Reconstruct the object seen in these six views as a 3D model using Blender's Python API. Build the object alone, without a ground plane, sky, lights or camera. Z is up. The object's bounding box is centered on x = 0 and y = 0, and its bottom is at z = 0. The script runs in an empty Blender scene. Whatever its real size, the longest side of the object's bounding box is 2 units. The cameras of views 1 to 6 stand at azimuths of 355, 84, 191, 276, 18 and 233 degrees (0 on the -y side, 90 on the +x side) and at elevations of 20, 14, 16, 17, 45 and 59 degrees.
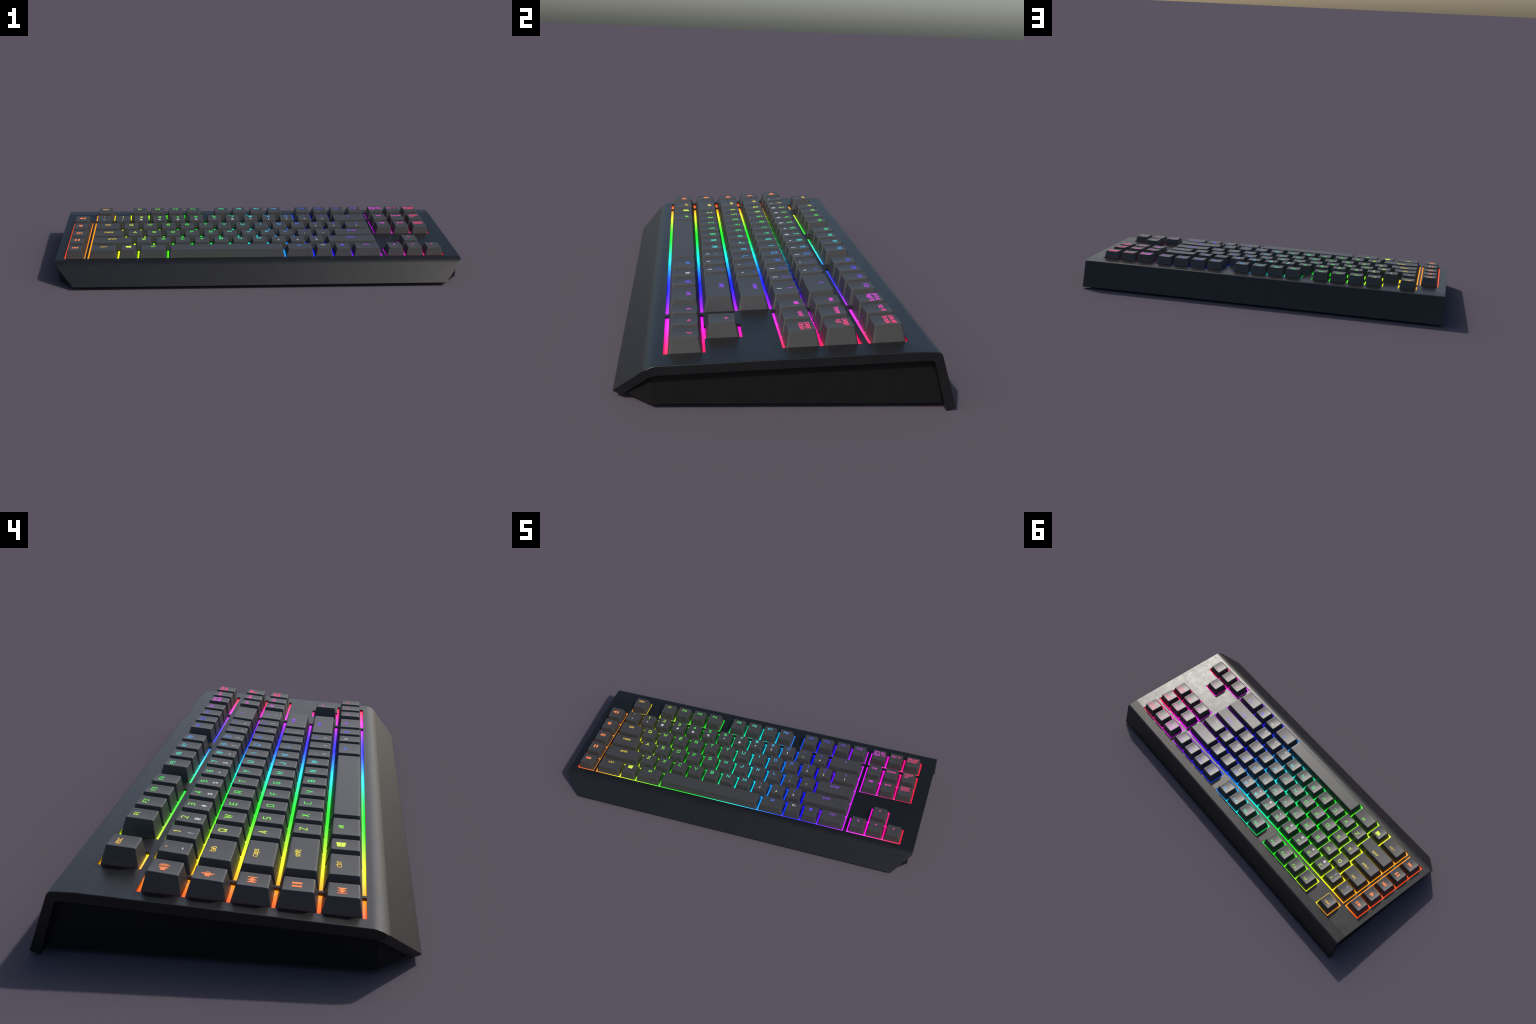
import bpy, bmesh, math
from mathutils import Vector, Matrix

# ------------------------------------------------------------------ frame
# the deck of the keyboard is a plane sloping up towards the back
SLOPE, DECK_Z = 0.0593, 0.1336
TILT = math.atan(SLOPE)
COS, SIN = math.cos(TILT), math.sin(TILT)

def deck(x, y, h=0.0):
    """point h above the deck over plan position (x, y)"""
    return Vector((x, y - h * SIN, DECK_Z + SLOPE * y + h * COS))

coll = bpy.context.scene.collection
root = bpy.data.objects.new("gaming_keyboard", None)
root.empty_display_size = 0.2
coll.objects.link(root)
root["label"] = "black compact mechanical keyboard with rainbow backlit keys"
root["category"] = "computer keyboard"

def add(name, mesh, parent=root):
    ob = bpy.data.objects.new(name, mesh)
    coll.objects.link(ob)
    ob.parent = parent
    return ob

def mesh_of(bm, name):
    me = bpy.data.meshes.new(name)
    bm.normal_update()
    bm.to_mesh(me)
    bm.free()
    return me

# ------------------------------------------------------------------ materials
class Nodes:
    def __init__(self, name):
        self.mat = bpy.data.materials.new(name)
        self.mat.use_nodes = True
        self.t = self.mat.node_tree
        self.bsdf = self.t.nodes["Principled BSDF"]

    def n(self, kind, **kw):
        nd = self.t.nodes.new(kind)
        for k, v in kw.items():
            if k in nd.inputs:
                nd.inputs[k].default_value = v
            else:
                setattr(nd, k, v)
        return nd

    def link(self, a, b):
        self.t.links.new(a, b)

    def math(self, op, a, b=None, c=None, clamp=False):
        m = self.n("ShaderNodeMath", operation=op, use_clamp=clamp)
        for i, v in enumerate((a, b, c)):
            if v is None:
                continue
            if isinstance(v, (int, float)):
                m.inputs[i].default_value = v
            else:
                self.link(v, m.inputs[i])
        return m.outputs[0]

    def coords(self):
        tc = self.n("ShaderNodeTexCoord")
        tc.object = root
        return tc.outputs["Object"]

    def noise(self, vec, scale, detail=4.0, rough=0.55, stretch=None):
        if stretch:
            mp = self.n("ShaderNodeMapping")
            mp.inputs["Scale"].default_value = stretch
            self.link(vec, mp.inputs["Vector"])
            vec = mp.outputs[0]
        nz = self.n("ShaderNodeTexNoise", Scale=scale, Detail=detail, Roughness=rough)
        self.link(vec, nz.inputs["Vector"])
        return nz.outputs["Fac"]

    def ramp(self, fac, a, b, lo=0.0, hi=1.0):
        """map fac from a..b to lo..hi"""
        mr = self.n("ShaderNodeMapRange")
        mr.inputs["From Min"].default_value = a
        mr.inputs["From Max"].default_value = b
        mr.inputs["To Min"].default_value = lo
        mr.inputs["To Max"].default_value = hi
        self.link(fac, mr.inputs["Value"])
        return mr.outputs[0]

    def mix(self, fac, a, b):
        m = self.n("ShaderNodeMix", data_type="RGBA")
        for sock, v in ((m.inputs[0], fac), (m.inputs[6], a), (m.inputs[7], b)):
            if isinstance(v, (int, float, tuple)):
                sock.default_value = v
            else:
                self.link(v, sock)
        return m.outputs[2]

    def rainbow(self, sat=1.0):
        """hue runs once round the wheel over the length of the keyboard"""
        sep = self.n("ShaderNodeSeparateXYZ")
        self.link(self.coords(), sep.inputs[0])
        hue = self.math("MULTIPLY_ADD", sep.outputs[0], 0.489, 0.506, clamp=True)
        warm = self.ramp(sep.outputs[0], -1.0, -0.65, 0.014, 0.0)
        hue = self.math("ADD", hue, warm)
        hsv = self.n("ShaderNodeCombineColor", mode="HSV")
        self.link(hue, hsv.inputs[0])
        hsv.inputs[1].default_value = sat
        hsv.inputs[2].default_value = 1.0
        g = self.n("ShaderNodeGamma")
        g.inputs["Gamma"].default_value = 2.2
        self.link(hsv.outputs[0], g.inputs["Color"])
        return g.outputs[0]


def case_material():
    m = Nodes("satin_black_metal")
    co = m.coords()
    broad = m.noise(co, 3.0, 3.0)
    cloud = m.noise(co, 24.0, 6.0, 0.65)
    scuff = m.noise(co, 14.0, 5.0, 0.7, stretch=(1.0, 5.0, 1.0))
    fine = m.noise(co, 90.0, 3.0, 0.6)
    # roughness: satin, with cloudy rubbed patches and a few streaks
    r = m.math("ADD", m.ramp(cloud, 0.35, 0.7, -0.025, 0.028), m.ramp(broad, 0.3, 0.7, -0.015, 0.015))
    r = m.math("ADD", r, m.ramp(scuff, 0.6, 0.78, 0.0, 0.02))
    r = m.math("ADD", r, m.ramp(fine, 0.3, 0.7, -0.02, 0.02))
    # the sloping front and the back are smoother than the handled deck
    at = m.n("ShaderNodeSeparateXYZ")
    m.link(co, at.inputs[0])
    on_deck = m.math("MULTIPLY", m.ramp(at.outputs[1], -0.335, -0.31, 0.3, 1.0), m.ramp(at.outputs[1], 0.36, 0.38, 1.0, 0.3))
    r = m.math("MULTIPLY", r, on_deck)
    r = m.math("ADD", r, m.ramp(at.outputs[1], -0.335, -0.31, -0.022, 0.0))
    m.link(m.math("ADD", r, 0.35), m.bsdf.inputs["Roughness"])
    # sparse dark specks
    vo = m.n("ShaderNodeTexVoronoi", Scale=11.0, Randomness=1.0)
    m.link(co, vo.inputs["Vector"])
    pick = m.n("ShaderNodeSeparateColor")
    m.link(vo.outputs["Color"], pick.inputs[0])
    size = m.math("MULTIPLY", m.math("GREATER_THAN", pick.outputs[0], 0.78), 0.026)
    speck = m.math("LESS_THAN", vo.outputs["Distance"], size)
    tint = m.mix(m.ramp(cloud, 0.3, 0.75), (0.0050, 0.0053, 0.0058, 1), (0.0085, 0.0085, 0.0088, 1))
    m.link(m.mix(speck, tint, (0.004, 0.004, 0.004, 1)), m.bsdf.inputs["Base Color"])
    m.link(m.math("SUBTRACT", 0.5, m.math("MULTIPLY", speck, 0.25)), m.bsdf.inputs["Specular IOR Level"])
    return m.mat


def base_material():
    m = Nodes("moulded_black_plastic")
    co = m.coords()
    v = m.noise(co, 30.0, 5.0)
    m.link(m.mix(v, (0.0048, 0.0047, 0.0050, 1), (0.0072, 0.0068, 0.0072, 1)), m.bsdf.inputs["Base Color"])
    m.link(m.ramp(v, 0.3, 0.7, 0.5, 0.62), m.bsdf.inputs["Roughness"])
    m.bsdf.inputs["Specular IOR Level"].default_value = 0.22
    return m.mat


def keycap_material():
    m = Nodes("dark_grey_keycap_plastic")
    co = m.coords()
    v = m.noise(co, 45.0, 4.0)
    g = m.noise(co, 700.0, 2.0)
    m.link(m.mix(v, (0.046, 0.046, 0.047, 1), (0.051, 0.050, 0.050, 1)), m.bsdf.inputs["Base Color"])
    m.link(m.math("ADD", m.ramp(v, 0.3, 0.7, 0.385, 0.415), m.ramp(g, 0.3, 0.7, -0.015, 0.015)), m.bsdf.inputs["Roughness"])
    return m.mat


def backlight_material():
    m = Nodes("rainbow_backlight")
    m.bsdf.inputs["Base Color"].default_value = (0.06, 0.06, 0.06, 1)
    m.bsdf.inputs["Roughness"].default_value = 0.45
    m.link(m.rainbow(1.0), m.bsdf.inputs["Emission Color"])
    m.bsdf.inputs["Emission Strength"].default_value = 1.28
    return m.mat


def lit_legend_material():
    m = Nodes("lit_legend")
    m.bsdf.inputs["Base Color"].default_value = (0.08, 0.08, 0.08, 1)
    m.bsdf.inputs["Roughness"].default_value = 0.4
    m.link(m.rainbow(0.90), m.bsdf.inputs["Emission Color"])
    m.bsdf.inputs["Emission Strength"].default_value = 0.86
    m.bsdf.inputs["Specular IOR Level"].default_value = 0.28
    return m.mat


def plain_legend_material():
    m = Nodes("white_legend")
    m.bsdf.inputs["Base Color"].default_value = (0.80, 0.80, 0.81, 1)
    m.bsdf.inputs["Roughness"].default_value = 0.4
    return m.mat


def rubber_material():
    m = Nodes("black_rubber")
    v = m.noise(m.coords(), 60.0)
    m.link(m.mix(v, (0.010, 0.010, 0.010, 1), (0.018, 0.018, 0.018, 1)), m.bsdf.inputs["Base Color"])
    m.bsdf.inputs["Roughness"].default_value = 0.8
    return m.mat


MAT_CASE, MAT_BASE, MAT_KEY = case_material(), base_material(), keycap_material()
MAT_GLOW, MAT_LIT, MAT_WHITE, MAT_RUBBER = backlight_material(), lit_legend_material(), plain_legend_material(), rubber_material()

# ------------------------------------------------------------------ case
def fillet(p, c, q, t, seg):
    """points rounding corner c between directions to p and q, tangent length t"""
    c = Vector(c)
    a = c + (Vector(p) - c).normalized() * t
    b = c + (Vector(q) - c).normalized() * t
    out = []
    for i in range(seg + 1):
        s = i / seg
        out.append((1 - s) ** 2 * a + 2 * s * (1 - s) * c + s * s * b)
    return out

FRONT_TIP, UNDER_TIP = (-0.4228, 0.0142), (-0.3990, 0.0075)
FRONT_BEND = (-0.3319, 0.1139)
CREASE = (0.310, 0.152)
BACK_TOP = (0.3742, 0.1513)
BACK_LOW, BACK_FOOT = (0.4212, 0.0078), (0.3965, 0.0)
IN_BACK, IN_FRONT = (0.3575, 0.1295), (-0.3225, 0.0892)

outer = fillet(UNDER_TIP, FRONT_TIP, FRONT_BEND, 0.006, 5)
outer += fillet(FRONT_TIP, FRONT_BEND, CREASE, 0.024, 10)
outer += [Vector(CREASE)]
outer += fillet(CREASE, BACK_TOP, BACK_LOW, 0.012, 7)
outer += fillet(BACK_TOP, BACK_LOW, BACK_FOOT, 0.003, 3)
inner = [Vector(BACK_FOOT)]
inner += fillet(BACK_FOOT, IN_BACK, IN_FRONT, 0.011, 5)
inner += fillet(IN_BACK, IN_FRONT, UNDER_TIP, 0.012, 4)
inner += [Vector(UNDER_TIP)]
profile = outer + inner

# the front flap's corners are cut square to the flap's own surface
CUT_POINT, CUT_NORMAL = (1.0, -0.3400, 0.1050), (0.795, -0.446, -0.410)

bm = bmesh.new()
left = [bm.verts.new((-1.0, p.x, p.y)) for p in profile]
right = [bm.verts.new((1.0, p.x, p.y)) for p in profile]
bm.faces.new(left)
bm.faces.new(right)
for i in range(len(profile)):
    j = (i + 1) % len(profile)
    bm.faces.new((left[i], left[j], right[j], right[i]))
bmesh.ops.recalc_face_normals(bm, faces=bm.faces)
for side in (-1, 1):
    n = Vector((side * CUT_NORMAL[0], CUT_NORMAL[1], CUT_NORMAL[2])).normalized()
    geo = bm.verts[:] + bm.edges[:] + bm.faces[:]
    bmesh.ops.bisect_plane(bm, geom=geo, plane_co=(side * CUT_POINT[0], CUT_POINT[1], CUT_POINT[2]), plane_no=n, clear_outer=True, dist=1e-6)
    bmesh.ops.holes_fill(bm, edges=[e for e in bm.edges if e.is_boundary], sides=0)
bmesh.ops.recalc_face_normals(bm, faces=bm.faces)
bmesh.ops.remove_doubles(bm, verts=bm.verts, dist=1e-6)
caps = [f for f in bm.faces if abs(f.normal.x) > 0.5]
rim = {e for f in caps for e in f.edges}
rim = [e for e in rim if sum(f in caps for f in e.link_faces) == 1]
bmesh.ops.bevel(bm, geom=rim, offset=0.0034, offset_type="OFFSET", segments=3, profile=0.5, affect="EDGES", clamp_overlap=True)
case_me = mesh_of(bm, "top_case")
case_me.materials.append(MAT_CASE)
case = add("top_case", case_me)

# ------------------------------------------------------------------ key wells
U = 0.0969                  # key pitch across
V = 0.0966                  # key pitch front to back
ROW0 = -0.2934             # front edge of the lowest key row
RX = 0.0020                 # rim of the wells beside a block of keys
MAIN_X, MEDIA_X, NAV_X = -0.8445, -0.9575, 0.6310
NAV_U = 0.0971
MEDIA_W = 0.0975
F_Y0 = 0.2127
F_GROUPS = ((-0.8455, 1, U), (-0.6640, 4, U), (-0.2205, 4, U), (0.2235, 4, U), (NAV_X, 3, NAV_U))

y_low, y_high = -0.2980, 0.1945
wells = [
    (MEDIA_X - RX, MEDIA_X + MEDIA_W + RX, y_low, y_high),
    (MAIN_X - 0.003, MAIN_X + 15 * U + 0.003, y_low, y_high),
    (NAV_X - RX, NAV_X + 3 * NAV_U + RX, -0.0052, y_high),
]
for x0, n, u in F_GROUPS:
    wells.append((x0 - RX, x0 + n * u + RX, 0.2085, 0.3100))
tee = (NAV_X - RX, NAV_X + 3 * NAV_U + RX, y_low, -0.1943, NAV_X + NAV_U - RX, NAV_X + 2 * NAV_U + RX, -0.0970)
WELL_DEPTH, GLOW_H = 0.0115, -0.0076

def prism(bm, outline, h0, h1):
    lo = [bm.verts.new(deck(x, y, h0)) for x, y in outline]
    hi = [bm.verts.new(deck(x, y, h1)) for x, y in outline]
    faces = [bm.faces.new(lo[::-1]), bm.faces.new(hi)]
    for i in range(len(outline)):
        j = (i + 1) % len(outline)
        faces.append(bm.faces.new((lo[i], lo[j], hi[j], hi[i])))
    return faces

def rect(x0, x1, y0, y1):
    return [(x0, y0), (x1, y0), (x1, y1), (x0, y1)]

bm = bmesh.new()
for w in wells:
    prism(bm, rect(*w), -WELL_DEPTH, 0.05)
tx0, tx1, ty0, ty1, ux0, ux1, uy1 = tee
prism(bm, [(tx0, ty0), (tx1, ty0), (tx1, ty1), (ux1, ty1), (ux1, uy1), (ux0, uy1), (ux0, ty1), (tx0, ty1)], -WELL_DEPTH, 0.05)
bmesh.ops.recalc_face_normals(bm, faces=bm.faces)
cut_me = mesh_of(bm, "well_cutter")
cutter = add("well_cutter", cut_me, None)
mod = case.modifiers.new("wells", "BOOLEAN")
mod.operation, mod.solver, mod.object = "DIFFERENCE", "EXACT", cutter
dg = bpy.context.evaluated_depsgraph_get()
dg.update()
new_me = bpy.data.meshes.new_from_object(case.evaluated_get(dg))
case.modifiers.clear()
case.data = new_me
new_me.name = "top_case"
bpy.data.objects.remove(cutter)
if not new_me.materials:
    new_me.materials.append(MAT_CASE)
else:
    new_me.materials.clear()
    new_me.materials.append(MAT_CASE)

# split normals: the large flats stay flat, the small fillet faces blend into them
new_me.polygons.foreach_set("use_smooth", [True] * len(new_me.polygons))
new_me.update()
around = {}
for p in new_me.polygons:
    for v in p.vertices:
        around.setdefault(v, []).append((p.normal.copy(), p.area))
BIG = 0.009
loop_n = [None] * len(new_me.loops)
for p in new_me.polygons:
    deck_face = abs(p.normal.y + SIN) < 0.02 and p.normal.z > 0.9
    for li in p.loop_indices:
        v = new_me.loops[li].vertex_index
        if p.area > BIG or deck_face:
            loop_n[li] = p.normal.copy()
            continue
        near = [(n, a) for n, a in around[v] if n.dot(p.normal) > math.cos(math.radians(38))]
        big = [(n, a) for n, a in near if a > BIG]
        acc = Vector()
        if big:
            acc = max(big, key=lambda q: q[1])[0].copy()
        else:
            for n, a in near:
                acc += n * max(a, 1e-9)
        loop_n[li] = acc.normalized()
new_me.normals_split_custom_set([tuple(n) for n in loop_n])

# ------------------------------------------------------------------ glowing floors of the wells
def glow_panel(x0, x1, y0, y1):
    bm = bmesh.new()
    prism(bm, rect(x0, x1, y0, y1), -0.0160, GLOW_H)
    bmesh.ops.recalc_face_normals(bm, faces=bm.faces)
    me = mesh_of(bm, "backlight")
    me.materials.append(MAT_GLOW)
    add("backlight", me)

E2 = 0.002
for x0, x1, y0, y1 in wells:
    glow_panel(x0 - E2, x1 + E2, y0 - E2, y1 + E2)
glow_panel(tx0 - E2, tx1 + E2, ty0 - E2, ty1 + E2)
glow_panel(ux0 - E2, ux1 + E2, ty1 + E2, uy1 + E2)

# ------------------------------------------------------------------ base under the case
section = [(-0.400, 0.0185), (-0.324, 0.0105), (0.392, 0.0105), (0.372, 0.085), (0.362, 0.122), (0.345, 0.137), (-0.314, 0.0985), (-0.330, 0.088)]
bm = bmesh.new()
HW = 0.980
lo = [bm.verts.new((-HW, y, z)) for y, z in section]
hi = [bm.verts.new((HW, y, z)) for y, z in section]
bm.faces.new(lo)
bm.faces.new(hi)
for i in range(len(section)):
    j = (i + 1) % len(section)
    bm.faces.new((lo[i], lo[j], hi[j], hi[i]))
for side in (-1, 1):
    n = Vector((side * 0.74, -0.67, 0)).normalized()
    bmesh.ops.bisect_plane(bm, geom=bm.verts[:] + bm.edges[:] + bm.faces[:], plane_co=(side * HW, -0.3235, 0), plane_no=n, clear_outer=True, dist=1e-6)
    bmesh.ops.holes_fill(bm, edges=[e for e in bm.edges if e.is_boundary], sides=0)
bmesh.ops.recalc_face_normals(bm, faces=bm.faces)
sharp = [e for e in bm.edges if len(e.link_faces) == 2 and e.calc_face_angle() > math.radians(25) and max(v.co.z for v in e.verts) < 0.13]
bmesh.ops.bevel(bm, geom=sharp, offset=0.0012, offset_type="OFFSET", segments=2, profile=0.5, affect="EDGES", clamp_overlap=True)
base_me = mesh_of(bm, "base")
base_me.materials.append(MAT_BASE)
add("base", base_me)

# rubber feet under the base
bm = bmesh.new()
for z, s in ((0.012, 1.0), (0.003, 1.0), (0.0005, 0.97)):
    ring = []
    for i in range(24):
        a = 2 * math.pi * i / 24
        x, y = math.cos(a), math.sin(a)
        ring.append(bm.verts.new((s * (0.055 * (1 if x > 0 else -1) + 0.018 * x), s * 0.018 * y, z)))
    if z == 0.012:
        bm.faces.new(ring)
    else:
        for i in range(24):
            j = (i + 1) % 24
            bm.faces.new((prev[i], prev[j], ring[j], ring[i]))
    prev = ring
bm.faces.new(prev)
bmesh.ops.recalc_face_normals(bm, faces=bm.faces)
foot_me = mesh_of(bm, "rubber_foot")
foot_me.materials.append(MAT_RUBBER)
for x in (-0.78, 0.78):
    for y in (-0.26, 0.33):
        add("rubber_foot", foot_me).location = (x, y, 0)

# ------------------------------------------------------------------ keycaps
FOOT = -0.0068             # how far the skirt sinks under the deck
SKIRT_X, SKIRT_Y = 0.0034, 0.0038   # skirt inset from the pitch cell
TOP_X, TOP_Y = 0.0146, 0.0142       # top inset from the pitch cell
DISH = 0.0018
# row: height of the top's corners over the deck, rise of its back edge
ROWS = {"function": (0.0425, 0.0010), "number": (0.0420, 0.0016), "upper": (0.0382, 0.0010),
        "home": (0.0362, 0.0003), "lower": (0.0376, -0.0004), "bottom": (0.0363, -0.0009)}

def steps(a, b, n, edge):
    """positions along a straight side, with support points near its ends"""
    inner_a, inner_b = a + edge * (1 if b > a else -1), b - edge * (1 if b > a else -1)
    return [a] + [inner_a + (inner_b - inner_a) * i / n for i in range(n + 1)]

def ring_points(hx, hy, r, nx, ny):
    e = 0.003
    pts = []
    for (cx, cy, a0) in ((1, 1, 0), (-1, 1, 90), (-1, -1, 180), (1, -1, 270)):
        ox, oy = cx * (hx - r), cy * (hy - r)
        for i in range(4):
            a = math.radians(a0 + 90 * i / 4)
            pts.append((ox + r * math.cos(a), oy + r * math.sin(a)))
        if a0 == 0:
            pts += [(x, hy) for x in steps(hx - r, -(hx - r), nx, e)]
        elif a0 == 90:
            pts += [(-hx, y) for y in steps(hy - r, -(hy - r), ny, e)]
        elif a0 == 180:
            pts += [(x, -hy) for x in steps(-(hx - r), hx - r, nx, e)]
        else:
            pts += [(hx, y) for y in steps(-(hy - r), hy - r, ny, e)]
    return pts

class Cap:
    """one keycap shape: width and depth of its cell, row profile"""
    def __init__(self, w, d, row, flat=False, slim=0.0):
        self.h, self.rise = ROWS[row]
        self.hx, self.hy = w / 2 - TOP_X, d / 2 - TOP_Y
        self.bx, self.by = w / 2 - SKIRT_X, d / 2 - SKIRT_Y - slim
        self.dish = 0.0 if flat else DISH
        if flat:
            self.h -= 0.0005

    def top(self, x, y):
        s = min(1.0, abs(x) / self.hx)
        return self.h + self.rise * y / self.hy - self.dish * (1 - s * s)

    def mesh(self):
        nx = 10 if self.hx < 0.06 else (18 if self.hx < 0.15 else 30)
        ny = 6
        R = 0.0019
        bm = bmesh.new()
        rings = []
        def side(t):
            return self.bx + (self.hx - self.bx) * t, self.by + (self.hy - self.by) * t
        # skirt from the foot to just under the rim
        for t in (0.0, 0.5, 0.86, 0.925):
            hx, hy = side(t)
            pts = ring_points(hx, hy, 0.0050 - 0.0018 * t, nx, ny)
            ring = []
            for x, y in pts:
                sx, sy = x / hx * self.hx, y / hy * self.hy
                z = FOOT + (self.top(sx, sy) - FOOT) * t
                ring.append(bm.verts.new((x, y, z)))
            rings.append(ring)
        # rounded rim
        hx0, hy0 = side(0.945)
        for k in range(4):
            a = math.radians(90 * k / 3)
            ins = R * (1 - math.cos(a))
            hx, hy = hx0 - ins, hy0 - ins
            pts = ring_points(hx, hy, 0.0032 - 0.3 * ins, nx, ny)
            rings.append([bm.verts.new((x, y, self.top(x / hx * self.hx, y / hy * self.hy) - R * 0.9 * (1 - math.sin(a)))) for x, y in pts])
        # dished top
        for inset in (0.004, 0.010, 0.018, 0.026):
            hx, hy = hx0 - R - inset, hy0 - R - inset
            if hy < 0.004:
                break
            pts = ring_points(hx, hy, max(0.0008, 0.0026 - 0.08 * inset), nx, ny)
            rings.append([bm.verts.new((x, y, self.top(x, y))) for x, y in pts])
        for a, b in zip(rings, rings[1:]):
            for i in range(len(a)):
                j = (i + 1) % len(a)
                bm.faces.new((a[i], a[j], b[j], b[i]))
        # close the middle of the top with strips across
        last = rings[-1]
        tri = bm.faces.new(last)
        bmesh.ops.triangulate(bm, faces=[tri])
        bm.faces.new(rings[0][::-1])
        bmesh.ops.recalc_face_normals(bm, faces=bm.faces)
        for f in bm.faces:
            f.smooth = True
        for i in range(len(rings[0])):
            e = bm.edges.get((rings[0][i], rings[0][(i + 1) % len(rings[0])]))
            if e:
                e.smooth = False
        me = mesh_of(bm, "keycap")
        me.materials.append(MAT_KEY)
        return me

caps_made = {}
def cap_shape(w, d, row, flat=False, slim=0.0):
    key = (round(w, 5), round(d, 5), row, flat, slim)
    if key not in caps_made:
        c = Cap(w, d, row, flat, slim)
        caps_made[key] = (c, c.mesh())
    return caps_made[key]

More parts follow.
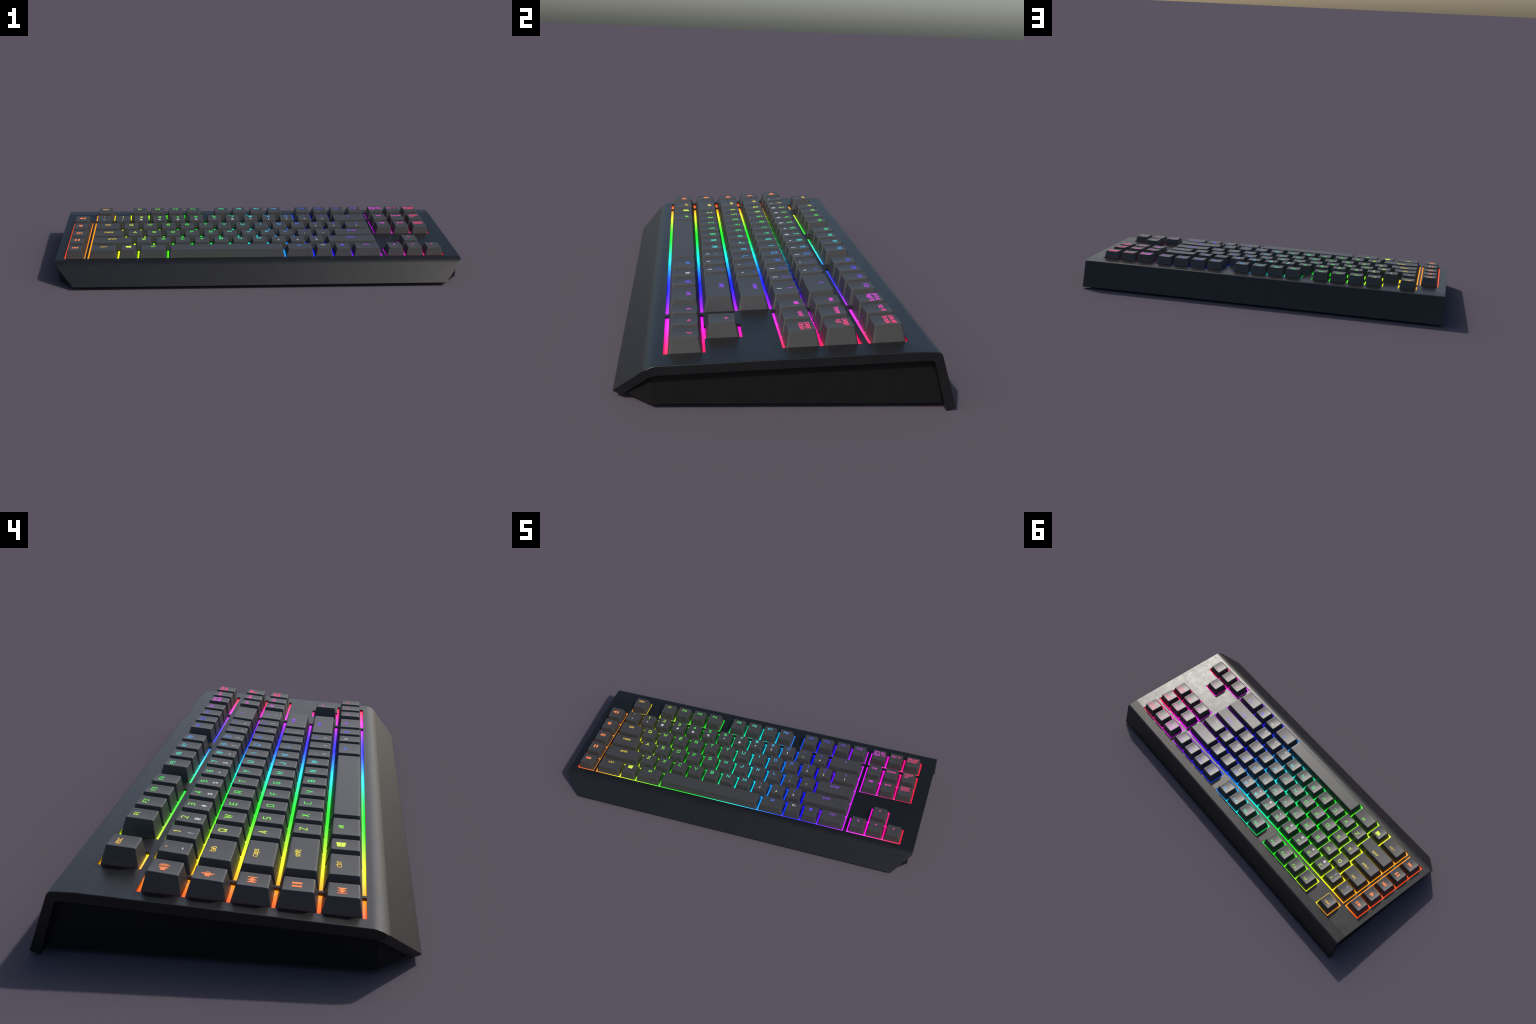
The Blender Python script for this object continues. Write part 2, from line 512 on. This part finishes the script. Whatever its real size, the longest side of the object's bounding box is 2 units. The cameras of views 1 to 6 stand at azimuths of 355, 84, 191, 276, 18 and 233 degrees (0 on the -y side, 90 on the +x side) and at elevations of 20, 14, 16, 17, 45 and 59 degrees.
# ------------------------------------------------------------------ legends: a wide stroke alphabet
# each glyph: advance width, then strokes; a point is x,y ; * keeps its corner sharp
GLYPHS = {
    "A": (9, "0,0 4.5,10* 9,0 | 1.7,3 7.3,3"), "B": (9, "0,0* 0,10* 8.6,10 8.6,5.1 | 0,5 9,5 9,0 0,0*"),
    "C": (9, "9,10 0,10 0,0 9,0"), "D": (9, "0,0* 0,10* 9,10 9,0 0,0*"), "E": (9, "9,10 0,10* 0,0* 9,0 | 0,5 8,5"),
    "F": (8.5, "8.5,10 0,10* 0,0 | 0,5 7.5,5"), "G": (9, "9,10 0,10 0,0 9,0 9,4.8* 5,4.8"), "H": (9, "0,0 0,10 | 9,0 9,10 | 0,5 9,5"),
    "I": (0, "0,0 0,10"), "J": (8, "8,10 8,0 0,0 0,2.6"), "K": (8.6, "0,0 0,10 | 0,5 2.6,5 | 8.4,10 2.6,5* 8.6,0"),
    "L": (8, "0,10 0,0 8,0"), "M": (10, "0,0 0,10* 5,4* 10,10* 10,0"), "N": (9, "0,0 0,10* 9,0* 9,10"),
    "O": (9, "4,10 0,10 0,0 9,0 9,10 4,10"), "P": (9, "0,0 0,10* 9,10 9,3.8 0,3.8"), "Q": (9, "4,10 0,10 0,0 9,0 9,10 4,10 | 5.6,3 9.4,-0.6"),
    "R": (9, "0,0 0,10* 9,10 9,3.8 0,3.8 | 4.6,3.8 9,0"), "S": (9, "9,10 0,10 0,5 9,5 9,0 0,0"), "T": (9, "0,10 9,10 | 4.5,10 4.5,0"),
    "U": (9, "0,10 0,0 9,0 9,10"), "V": (9, "0,10 4.5,0* 9,10"), "W": (13, "0,10 3.2,0* 6.5,9* 9.8,0* 13,10"), "X": (9, "0,0 9,10 | 0,10 9,0"),
    "Y": (9, "0,10 4.5,4.6* 9,10 | 4.5,4.6 4.5,0"), "Z": (9, "0,10 9,10* 0,0* 9,0"),
    "0": (9, "4,10 0,10 0,0 9,0 9,10 4,10"), "1": (2.4, "0,9 2.2,10* 2.2,0"), "2": (8.6, "0,10 8.6,10 8.6,5.4 0,0* 8.6,0"),
    "3": (8.6, "0,10 8.6,10 8.6,0 0,0 | 2,5 8.4,5"), "4": (9, "6.6,0 6.6,10* 0,2.6* 9,2.6"), "5": (8.6, "8.4,10 0,10* 0,5.6* 8.6,5.6 8.6,0 0,0"),
    "6": (8.6, "7.8,10 0,10 0,0 8.6,0 8.6,5.6 0.3,5.6"), "7": (8.6, "0,10 8.6,10* 3,0"), "8": (8.6, "4,10 0.2,10 0.2,0 8.6,0 8.6,10 4,10 | 0.4,5.2 8.4,5.2"),
    "9": (8.6, "0.8,0 8.6,0 8.6,10 0,10 0,4.4 8.3,4.4"),
    "!": (0, "0,10 0,3.2 | 0,0.9 0,-0.3"), "@": (9, "9,0 0,0 0,10 9,10 9,2.8 3.2,2.8 3.2,7 6.2,7 6.2,2.8"), "#": (9, "2.6,0 4,10 | 5.8,0 7.2,10 | 0,3.3 8.6,3.3 | 0.8,6.7 9.4,6.7"),
    "$": (8.6, "8.6,8.8 0,8.8 0,5 8.6,5 8.6,1.2 0,1.2 | 4.3,10.4 4.3,-0.4"), "%": (9, "1,0 8,10 | 0,10 3,10 3,7 0,7 0,10 | 6,3 9,3 9,0 6,0 6,3"), "^": (6, "0,6 3,10* 6,6"),
    "&": (8.6, "8.6,0 1.6,8 1.6,10 6.6,10 6.6,7 0,5 0,0 6,0 8.6,4"), "*": (5, "2.5,3 2.5,8 | 0.3,4.3 4.7,6.7 | 0.3,6.7 4.7,4.3"), "(": (3, "3,10.5 0.6,10 0.6,0 3,-0.5"), ")": (3, "0,10.5 2.4,10 2.4,0 0,-0.5"),
    "-": (5.5, "0,5 5.5,5"), "_": (6.5, "0,3 6.5,3"), "=": (5.5, "0,6.6 5.5,6.6 | 0,3.6 5.5,3.6"), "+": (6, "0,5 6,5 | 3,2 3,8"),
    "[": (3, "3,11 0.4,11* 0.4,-1* 3,-1"), "]": (3, "0,11 2.6,11* 2.6,-1* 0,-1"), "{": (3, "3,10 1.2,10 1.2,5.4 0,5 1.2,4.6 1.2,0 3,0"), "}": (3, "0,10 1.8,10 1.8,5.4 3,5 1.8,4.6 1.8,0 0,0"),
    "|": (0, "0,10 0,0"), ";": (0, "0,6.6 0,5.2 | 0,1.6 -0.8,-0.9"), ":": (0, "0,7 0,5.6 | 0,2.2 0,0.8"), "'": (0, "0,10 -0.4,7.2"), "\"": (3, "0,9 0,6.5 | 2.6,9 2.6,6.5"),
    ",": (0, "0.2,2.4 -0.7,-0.6"), ".": (0, "0,1.6 0,0"), "<": (6, "6,9 0,5* 6,1"), ">": (6, "0,9 6,5* 0,1"), "/": (5, "0,0 5,10"), "?": (6, "0,10 6,10 6,5 3,5 3,2.8 | 3,0.9 3,-0.3"),
    "`": (2, "0,10 1.6,7.6"), "~": (6, "0,4.6 1.8,6.2 4.2,4.6 6,6.2"), "\x5c": (5, "0,10 5,0"),
    "a": (7, "0.3,7 7,7 7,0 0,0 0,3.7 6.8,3.7"), "b": (7, "0,10 0,0 7,0 7,7 0,7"), "c": (7, "7,7 0,7 0,0 7,0"), "d": (7, "7,10 7,0 0,0 0,7 7,7"), "e": (7, "7,0 0,0 0,7 7,7 7,3.4 0.2,3.4"),
    "f": (4.4, "4.4,10 1.7,10 1.7,0 | 0,7 4.2,7"), "g": (7, "7,0 0,0 0,7 7,7 7,-3 0.6,-3"), "h": (7, "0,0 0,10 | 0,7 7,7 7,0"), "i": (0, "0,0 0,7 | 0,9 0,10"), "k": (6.4, "0,0 0,10 | 6,7 1,3.6* 6.4,0 | 0,3.6 1,3.6"),
    "l": (0, "0,0 0,10"), "m": (10.4, "0,0 0,7 10.4,7 10.4,0 | 5.2,7 5.2,0"), "n": (7, "0,0 0,7 7,7 7,0"), "o": (7, "3,7 0,7 0,0 7,0 7,7 3,7"), "p": (7, "0,-3 0,7 7,7 7,0 0,0"),
    "q": (7, "7,-3 7,7 0,7 0,0 7,0"), "r": (4.6, "0,0 0,7 4.6,7"), "s": (7, "7,7 0,7 0,3.5 7,3.5 7,0 0,0"), "t": (4.6, "1.6,10 1.6,0 4.6,0 | 0,7 4.6,7"), "u": (7, "0,7 0,0 7,0 7,7"),
    "w": (10.4, "0,7 0,0 10.4,0 10.4,7 | 5.2,0 5.2,6"), "y": (7, "0,7 0,0 7,0 | 7,7 7,-3 0.6,-3"), " ": (2.6, ""),
}

def parse_strokes(text):
    out = []
    for part in text.split("|"):
        pts = []
        for tok in part.split():
            keep = tok.endswith("*")
            x, y = tok.rstrip("*").split(",")
            pts.append((Vector((float(x), float(y))), keep))
        if pts:
            out.append(pts)
    return out

def rounded(pts, r):
    """round the corners of a stroke"""
    out = [pts[0][0]]
    for i in range(1, len(pts) - 1):
        p, (c, keep), q = pts[i - 1][0], pts[i], pts[i + 1][0]
        t = min(r, (p - c).length * 0.48, (q - c).length * 0.48)
        if keep or t < 0.05:
            out.append(c)
            continue
        out += fillet(p, c, q, t, 3)
    out.append(pts[-1][0])
    return out

def ribbon(line, width):
    """left and right borders of a stroke with mitred joins"""
    L, R = [], []
    n = len(line)
    closed = (line[0] - line[-1]).length < 1e-4
    for i in range(n):
        a = line[i - 1] if i > 0 else (line[-2] if closed else None)
        b = line[i + 1] if i < n - 1 else (line[1] if closed else None)
        d1 = (line[i] - a).normalized() if a is not None else None
        d2 = (b - line[i]).normalized() if b is not None else None
        d1, d2 = d1 or d2, d2 or d1
        n1, n2 = Vector((-d1.y, d1.x)), Vector((-d2.y, d2.x))
        m = n1 + n2
        m = m.normalized() if m.length > 1e-6 else n1
        k = width / 2 / max(0.45, m.dot(n1))
        p = line[i]
        if a is None:
            p = p - d2 * width * 0.3
        if b is None:
            p = p + d1 * width * 0.3
        L.append(p + m * k)
        R.append(p - m * k)
    return L, R

def text_shapes(text, unit, cx, cy, weight=1.35, gap=2.5):
    """quads of a line of text centred on cx, its mid cap height on cy"""
    total = sum(GLYPHS[c][0] for c in text) + gap * (len(text) - 1)
    x, shapes = -total / 2, []
    for c in text:
        w, strokes = GLYPHS[c]
        for s in parse_strokes(strokes):
            L, R = ribbon(rounded(s, 2.4), weight)
            for i in range(len(L) - 1):
                shapes.append([Vector((cx + (x + q.x) * unit, cy + (q.y - 5) * unit)) for q in (R[i], R[i + 1], L[i + 1], L[i])])
        x += w + gap
    return shapes

def poly(points, unit, cx, cy):
    return [Vector((cx + x * unit, cy + y * unit)) for x, y in points]

def arc_shapes(r0, r1, a0, a1, unit, cx, cy, ox, seg=8):
    out = []
    for i in range(seg):
        u = [math.radians(a0 + (a1 - a0) * (i + k) / seg) for k in (0, 1)]
        out.append(poly([(ox + r * math.cos(a), r * math.sin(a)) for r, a in ((r0, u[0]), (r1, u[0]), (r1, u[1]), (r0, u[1]))], unit, cx, cy))
    return out

def speaker(unit, cx, cy, ox, flare):
    return [poly([(ox - 4.2, -1.8), (ox - 1.6, -1.8), (ox - 1.6, 1.8), (ox - 4.2, 1.8)], unit, cx, cy),
            poly([(ox - 1.6, -1.8), (ox + 1.6, -flare), (ox + 1.6, flare), (ox - 1.6, 1.8)], unit, cx, cy)]

def icon(kind, cx, cy):
    u = 0.00285
    if kind == "volume_up":
        s = speaker(u, cx, cy, -1.8, 4.0)
        for r in (1.6, 3.1, 4.6):
            s += arc_shapes(r, r + 0.8, -58, 58, u, cx, cy, 0.2)
        return s
    if kind == "volume_down":
        return speaker(u, cx, cy, -0.4, 5.6) + arc_shapes(1.1, 2.0, -80, 80, u, cx, cy, 1.7)
    if kind in ("next", "previous"):
        f = 1 if kind == "next" else -1
        shapes = []
        for o in (-4.6, -0.5):
            p = [(f * o, -3.7), (f * (o + 4.6), 0), (f * o, 3.7)]
            shapes.append(poly(p if f > 0 else p[::-1], u, cx, cy))
        b = [(f * 4.1, -3.7), (f * 5.3, -3.7), (f * 5.3, 3.7), (f * 4.1, 3.7)]
        shapes.append(poly(b if f > 0 else b[::-1], u, cx, cy))
        return shapes
    if kind == "pause":
        return [poly(rect(a, a + 2.9, -3.9, 3.9), u, cx, cy) for a in (-4.2, 1.3)]
    if kind == "flag":
        u, out = 0.0034, []
        for x0, x1, r0, r1 in ((-3.7, -0.12, 2.7, 3.05), (0.12, 3.9, 3.1, 3.5)):
            out.append(poly([(x0, 0.12), (x1, 0.12), (x1, r1), (x0, r0)], u, cx, cy))
            out.append(poly([(x0, -r0), (x1, -r1), (x1, -0.12), (x0, -0.12)], u, cx, cy))
        return out
    if kind == "menu":
        u = 0.0024
        out = [poly(rect(-3.3, 3.3, 2.0, 3.5), u, cx, cy), poly(rect(-3.3, -2.3, -3.5, 1.6), u, cx, cy), poly(rect(2.3, 3.3, -3.5, 1.6), u, cx, cy)]
        for y in (-3.5, -1.7, 0.1):
            out.append(poly(rect(-2.0, 2.0, y, y + 1.1), u, cx, cy))
        return out
    chev = {"left": [(2.6, 4), (-2.6, 0), (2.6, -4)], "right": [(-2.6, 4), (2.6, 0), (-2.6, -4)],
            "up": [(-4, -2), (0, 2.4), (4, -2)], "down": [(-4, 2), (0, -2.4), (4, 2)]}[kind]
    L, R = ribbon([Vector(p) for p in chev], 1.9)
    return [[Vector((cx, cy)) + q * 0.0014 for q in (R[i], R[i + 1], L[i + 1], L[i])] for i in range(2)]

def legend(shapes, cap, parent, mat):
    """raise flat shapes a hair above the dished top, with sides reaching into it"""
    bm = bmesh.new()
    for s in shapes:
        if len(s) > 2:
            area = sum(s[i].x * s[(i + 1) % len(s)].y - s[(i + 1) % len(s)].x * s[i].y for i in range(len(s)))
            if area < 0:
                s = s[::-1]
        hi = [bm.verts.new((p.x, p.y, cap.top(p.x, p.y) + 0.00045)) for p in s]
        lo = [bm.verts.new((p.x, p.y, cap.top(p.x, p.y) - 0.0008)) for p in s]
        bm.faces.new(hi)
        for i in range(len(s)):
            j = (i + 1) % len(s)
            bm.faces.new((lo[i], lo[j], hi[j], hi[i]))
    me = mesh_of(bm, "legend")
    me.materials.append(mat)
    ob = add("legend", me, parent)
    return ob

def key(x0, y0, w, d, row, main=None, second=None, kind="letter", flat=False):
    # the keys of the right-hand cluster sit a touch further back and looser
    cluster = x0 > NAV_X - 0.001
    cap, me = cap_shape(w, d, row, flat, 0.0011 if cluster else 0.0)
    y0 += 0.0009 if cluster else 0.0
    ob = add("keycap", me)
    ob.location = deck(x0 + w / 2, y0 + d / 2)
    ob.rotation_euler = (TILT, 0, 0)
    if main is None:
        return
    mat = MAT_LIT
    if kind == "letter":
        shapes = text_shapes(main, 0.00178, 0, 0.0098, 1.4)
    elif kind == "double":
        shapes = text_shapes(main, 0.00158, 0, 0.0158, 1.4)
        legend(text_shapes(second, 0.00124, 0, -0.0166, 2.0), cap, ob, MAT_WHITE)
    elif kind == "word":
        lines = main.split("/")
        W = 0.00123 if len(lines) == 1 else 0.00128
        shapes = text_shapes(lines[0], W, 0, 0.0140 if len(lines) == 1 else 0.0205, 1.4)
        if len(lines) > 1:
            tw = [sum(GLYPHS[c][0] for c in l) + 2.5 * (len(l) - 1) for l in lines]
            off = (tw[1] - tw[0]) / 2 * W
            shapes += text_shapes(lines[1], W, off, 0.0040, 1.4)
    elif kind == "white":
        shapes, mat = text_shapes(main, 0.00130, 0, 0.0125, 1.6), MAT_WHITE
    elif kind == "icon":
        up = {"left": 0.012, "right": 0.012, "up": 0.012, "down": 0.012, "flag": 0.011, "menu": 0.012}.get(main, 0.004)
        shapes = icon(main, 0, up)
    legend(shapes, cap, ob, mat)

def row_y(i):
    return ROW0 + V * i

# media column
for i, (row, name) in enumerate((("bottom", "previous"), ("lower", "pause"), ("home", "next"), ("upper", "volume_down"), ("number", "volume_up"))):
    key(MEDIA_X, row_y(i), MEDIA_W, V, row, name, kind="icon")

# main block, written row by row: (legend, shifted legend, kind, width in units)
def run(i, row, items, x=MAIN_X):
    for main, second, kind, w in items:
        key(x, row_y(i), w * U, V, row, main, second, kind, flat=(main is None))
        x += w * U

run(4, "number", [(a, b, "double", 1) for a, b in zip("`1234567890-=", "~!@#$%^&*()_+")] + [("left", None, "icon", 2)])
run(3, "upper", [("tab", None, "word", 1.5)] + [(c, None, "letter", 1) for c in "QWERTYUIOP"] + [("[", "{", "double", 1), ("]", "}", "double", 1), ("\x5c", "|", "double", 1.5)])
run(2, "home", [("caps", None, "word", 1.75)] + [(c, None, "letter", 1) for c in "ASDFGHJKL"] + [(";", ":", "double", 1), ("'", "\"", "double", 1), ("enter", None, "word", 2.25)])
run(1, "lower", [("shift", None, "word", 2.25)] + [(c, None, "letter", 1) for c in "ZXCVBNM"] + [(",", "<", "double", 1), (".", ">", "double", 1), ("/", "?", "double", 1), ("shift", None, "word", 2.75)])
run(0, "bottom", [("ctrl", None, "word", 1.5), ("flag", None, "icon", 1), ("alt", None, "word", 1.5), (None, None, None, 6), ("alt", None, "word", 1.5), ("fn", None, "white", 1), ("menu", None, "icon", 1), ("ctrl", None, "word", 1.5)])

# function row
names = ["esc"] + ["F%d" % k for k in range(1, 13)] + ["prt sc/sys rq", "scr lk", "pause/break"]
k = 0
for x0, n, u in F_GROUPS:
    for i in range(n):
        key(x0 + i * u, F_Y0, u, V, "function", names[k], kind="word")
        k += 1

# navigation block and arrows
for i, name in enumerate(("ins", "home", "page/up")):
    key(NAV_X + i * NAV_U, row_y(4), NAV_U, V, "number", name, kind="word")
for i, name in enumerate(("del", "end", "page/down")):
    key(NAV_X + i * NAV_U, row_y(3), NAV_U, V, "upper", name, kind="word")
for i, name in enumerate(("left", "down", "right")):
    key(NAV_X + i * NAV_U, row_y(0), NAV_U, V, "bottom", name, kind="icon")
key(NAV_X + NAV_U, row_y(1), NAV_U, V, "lower", "up", kind="icon")
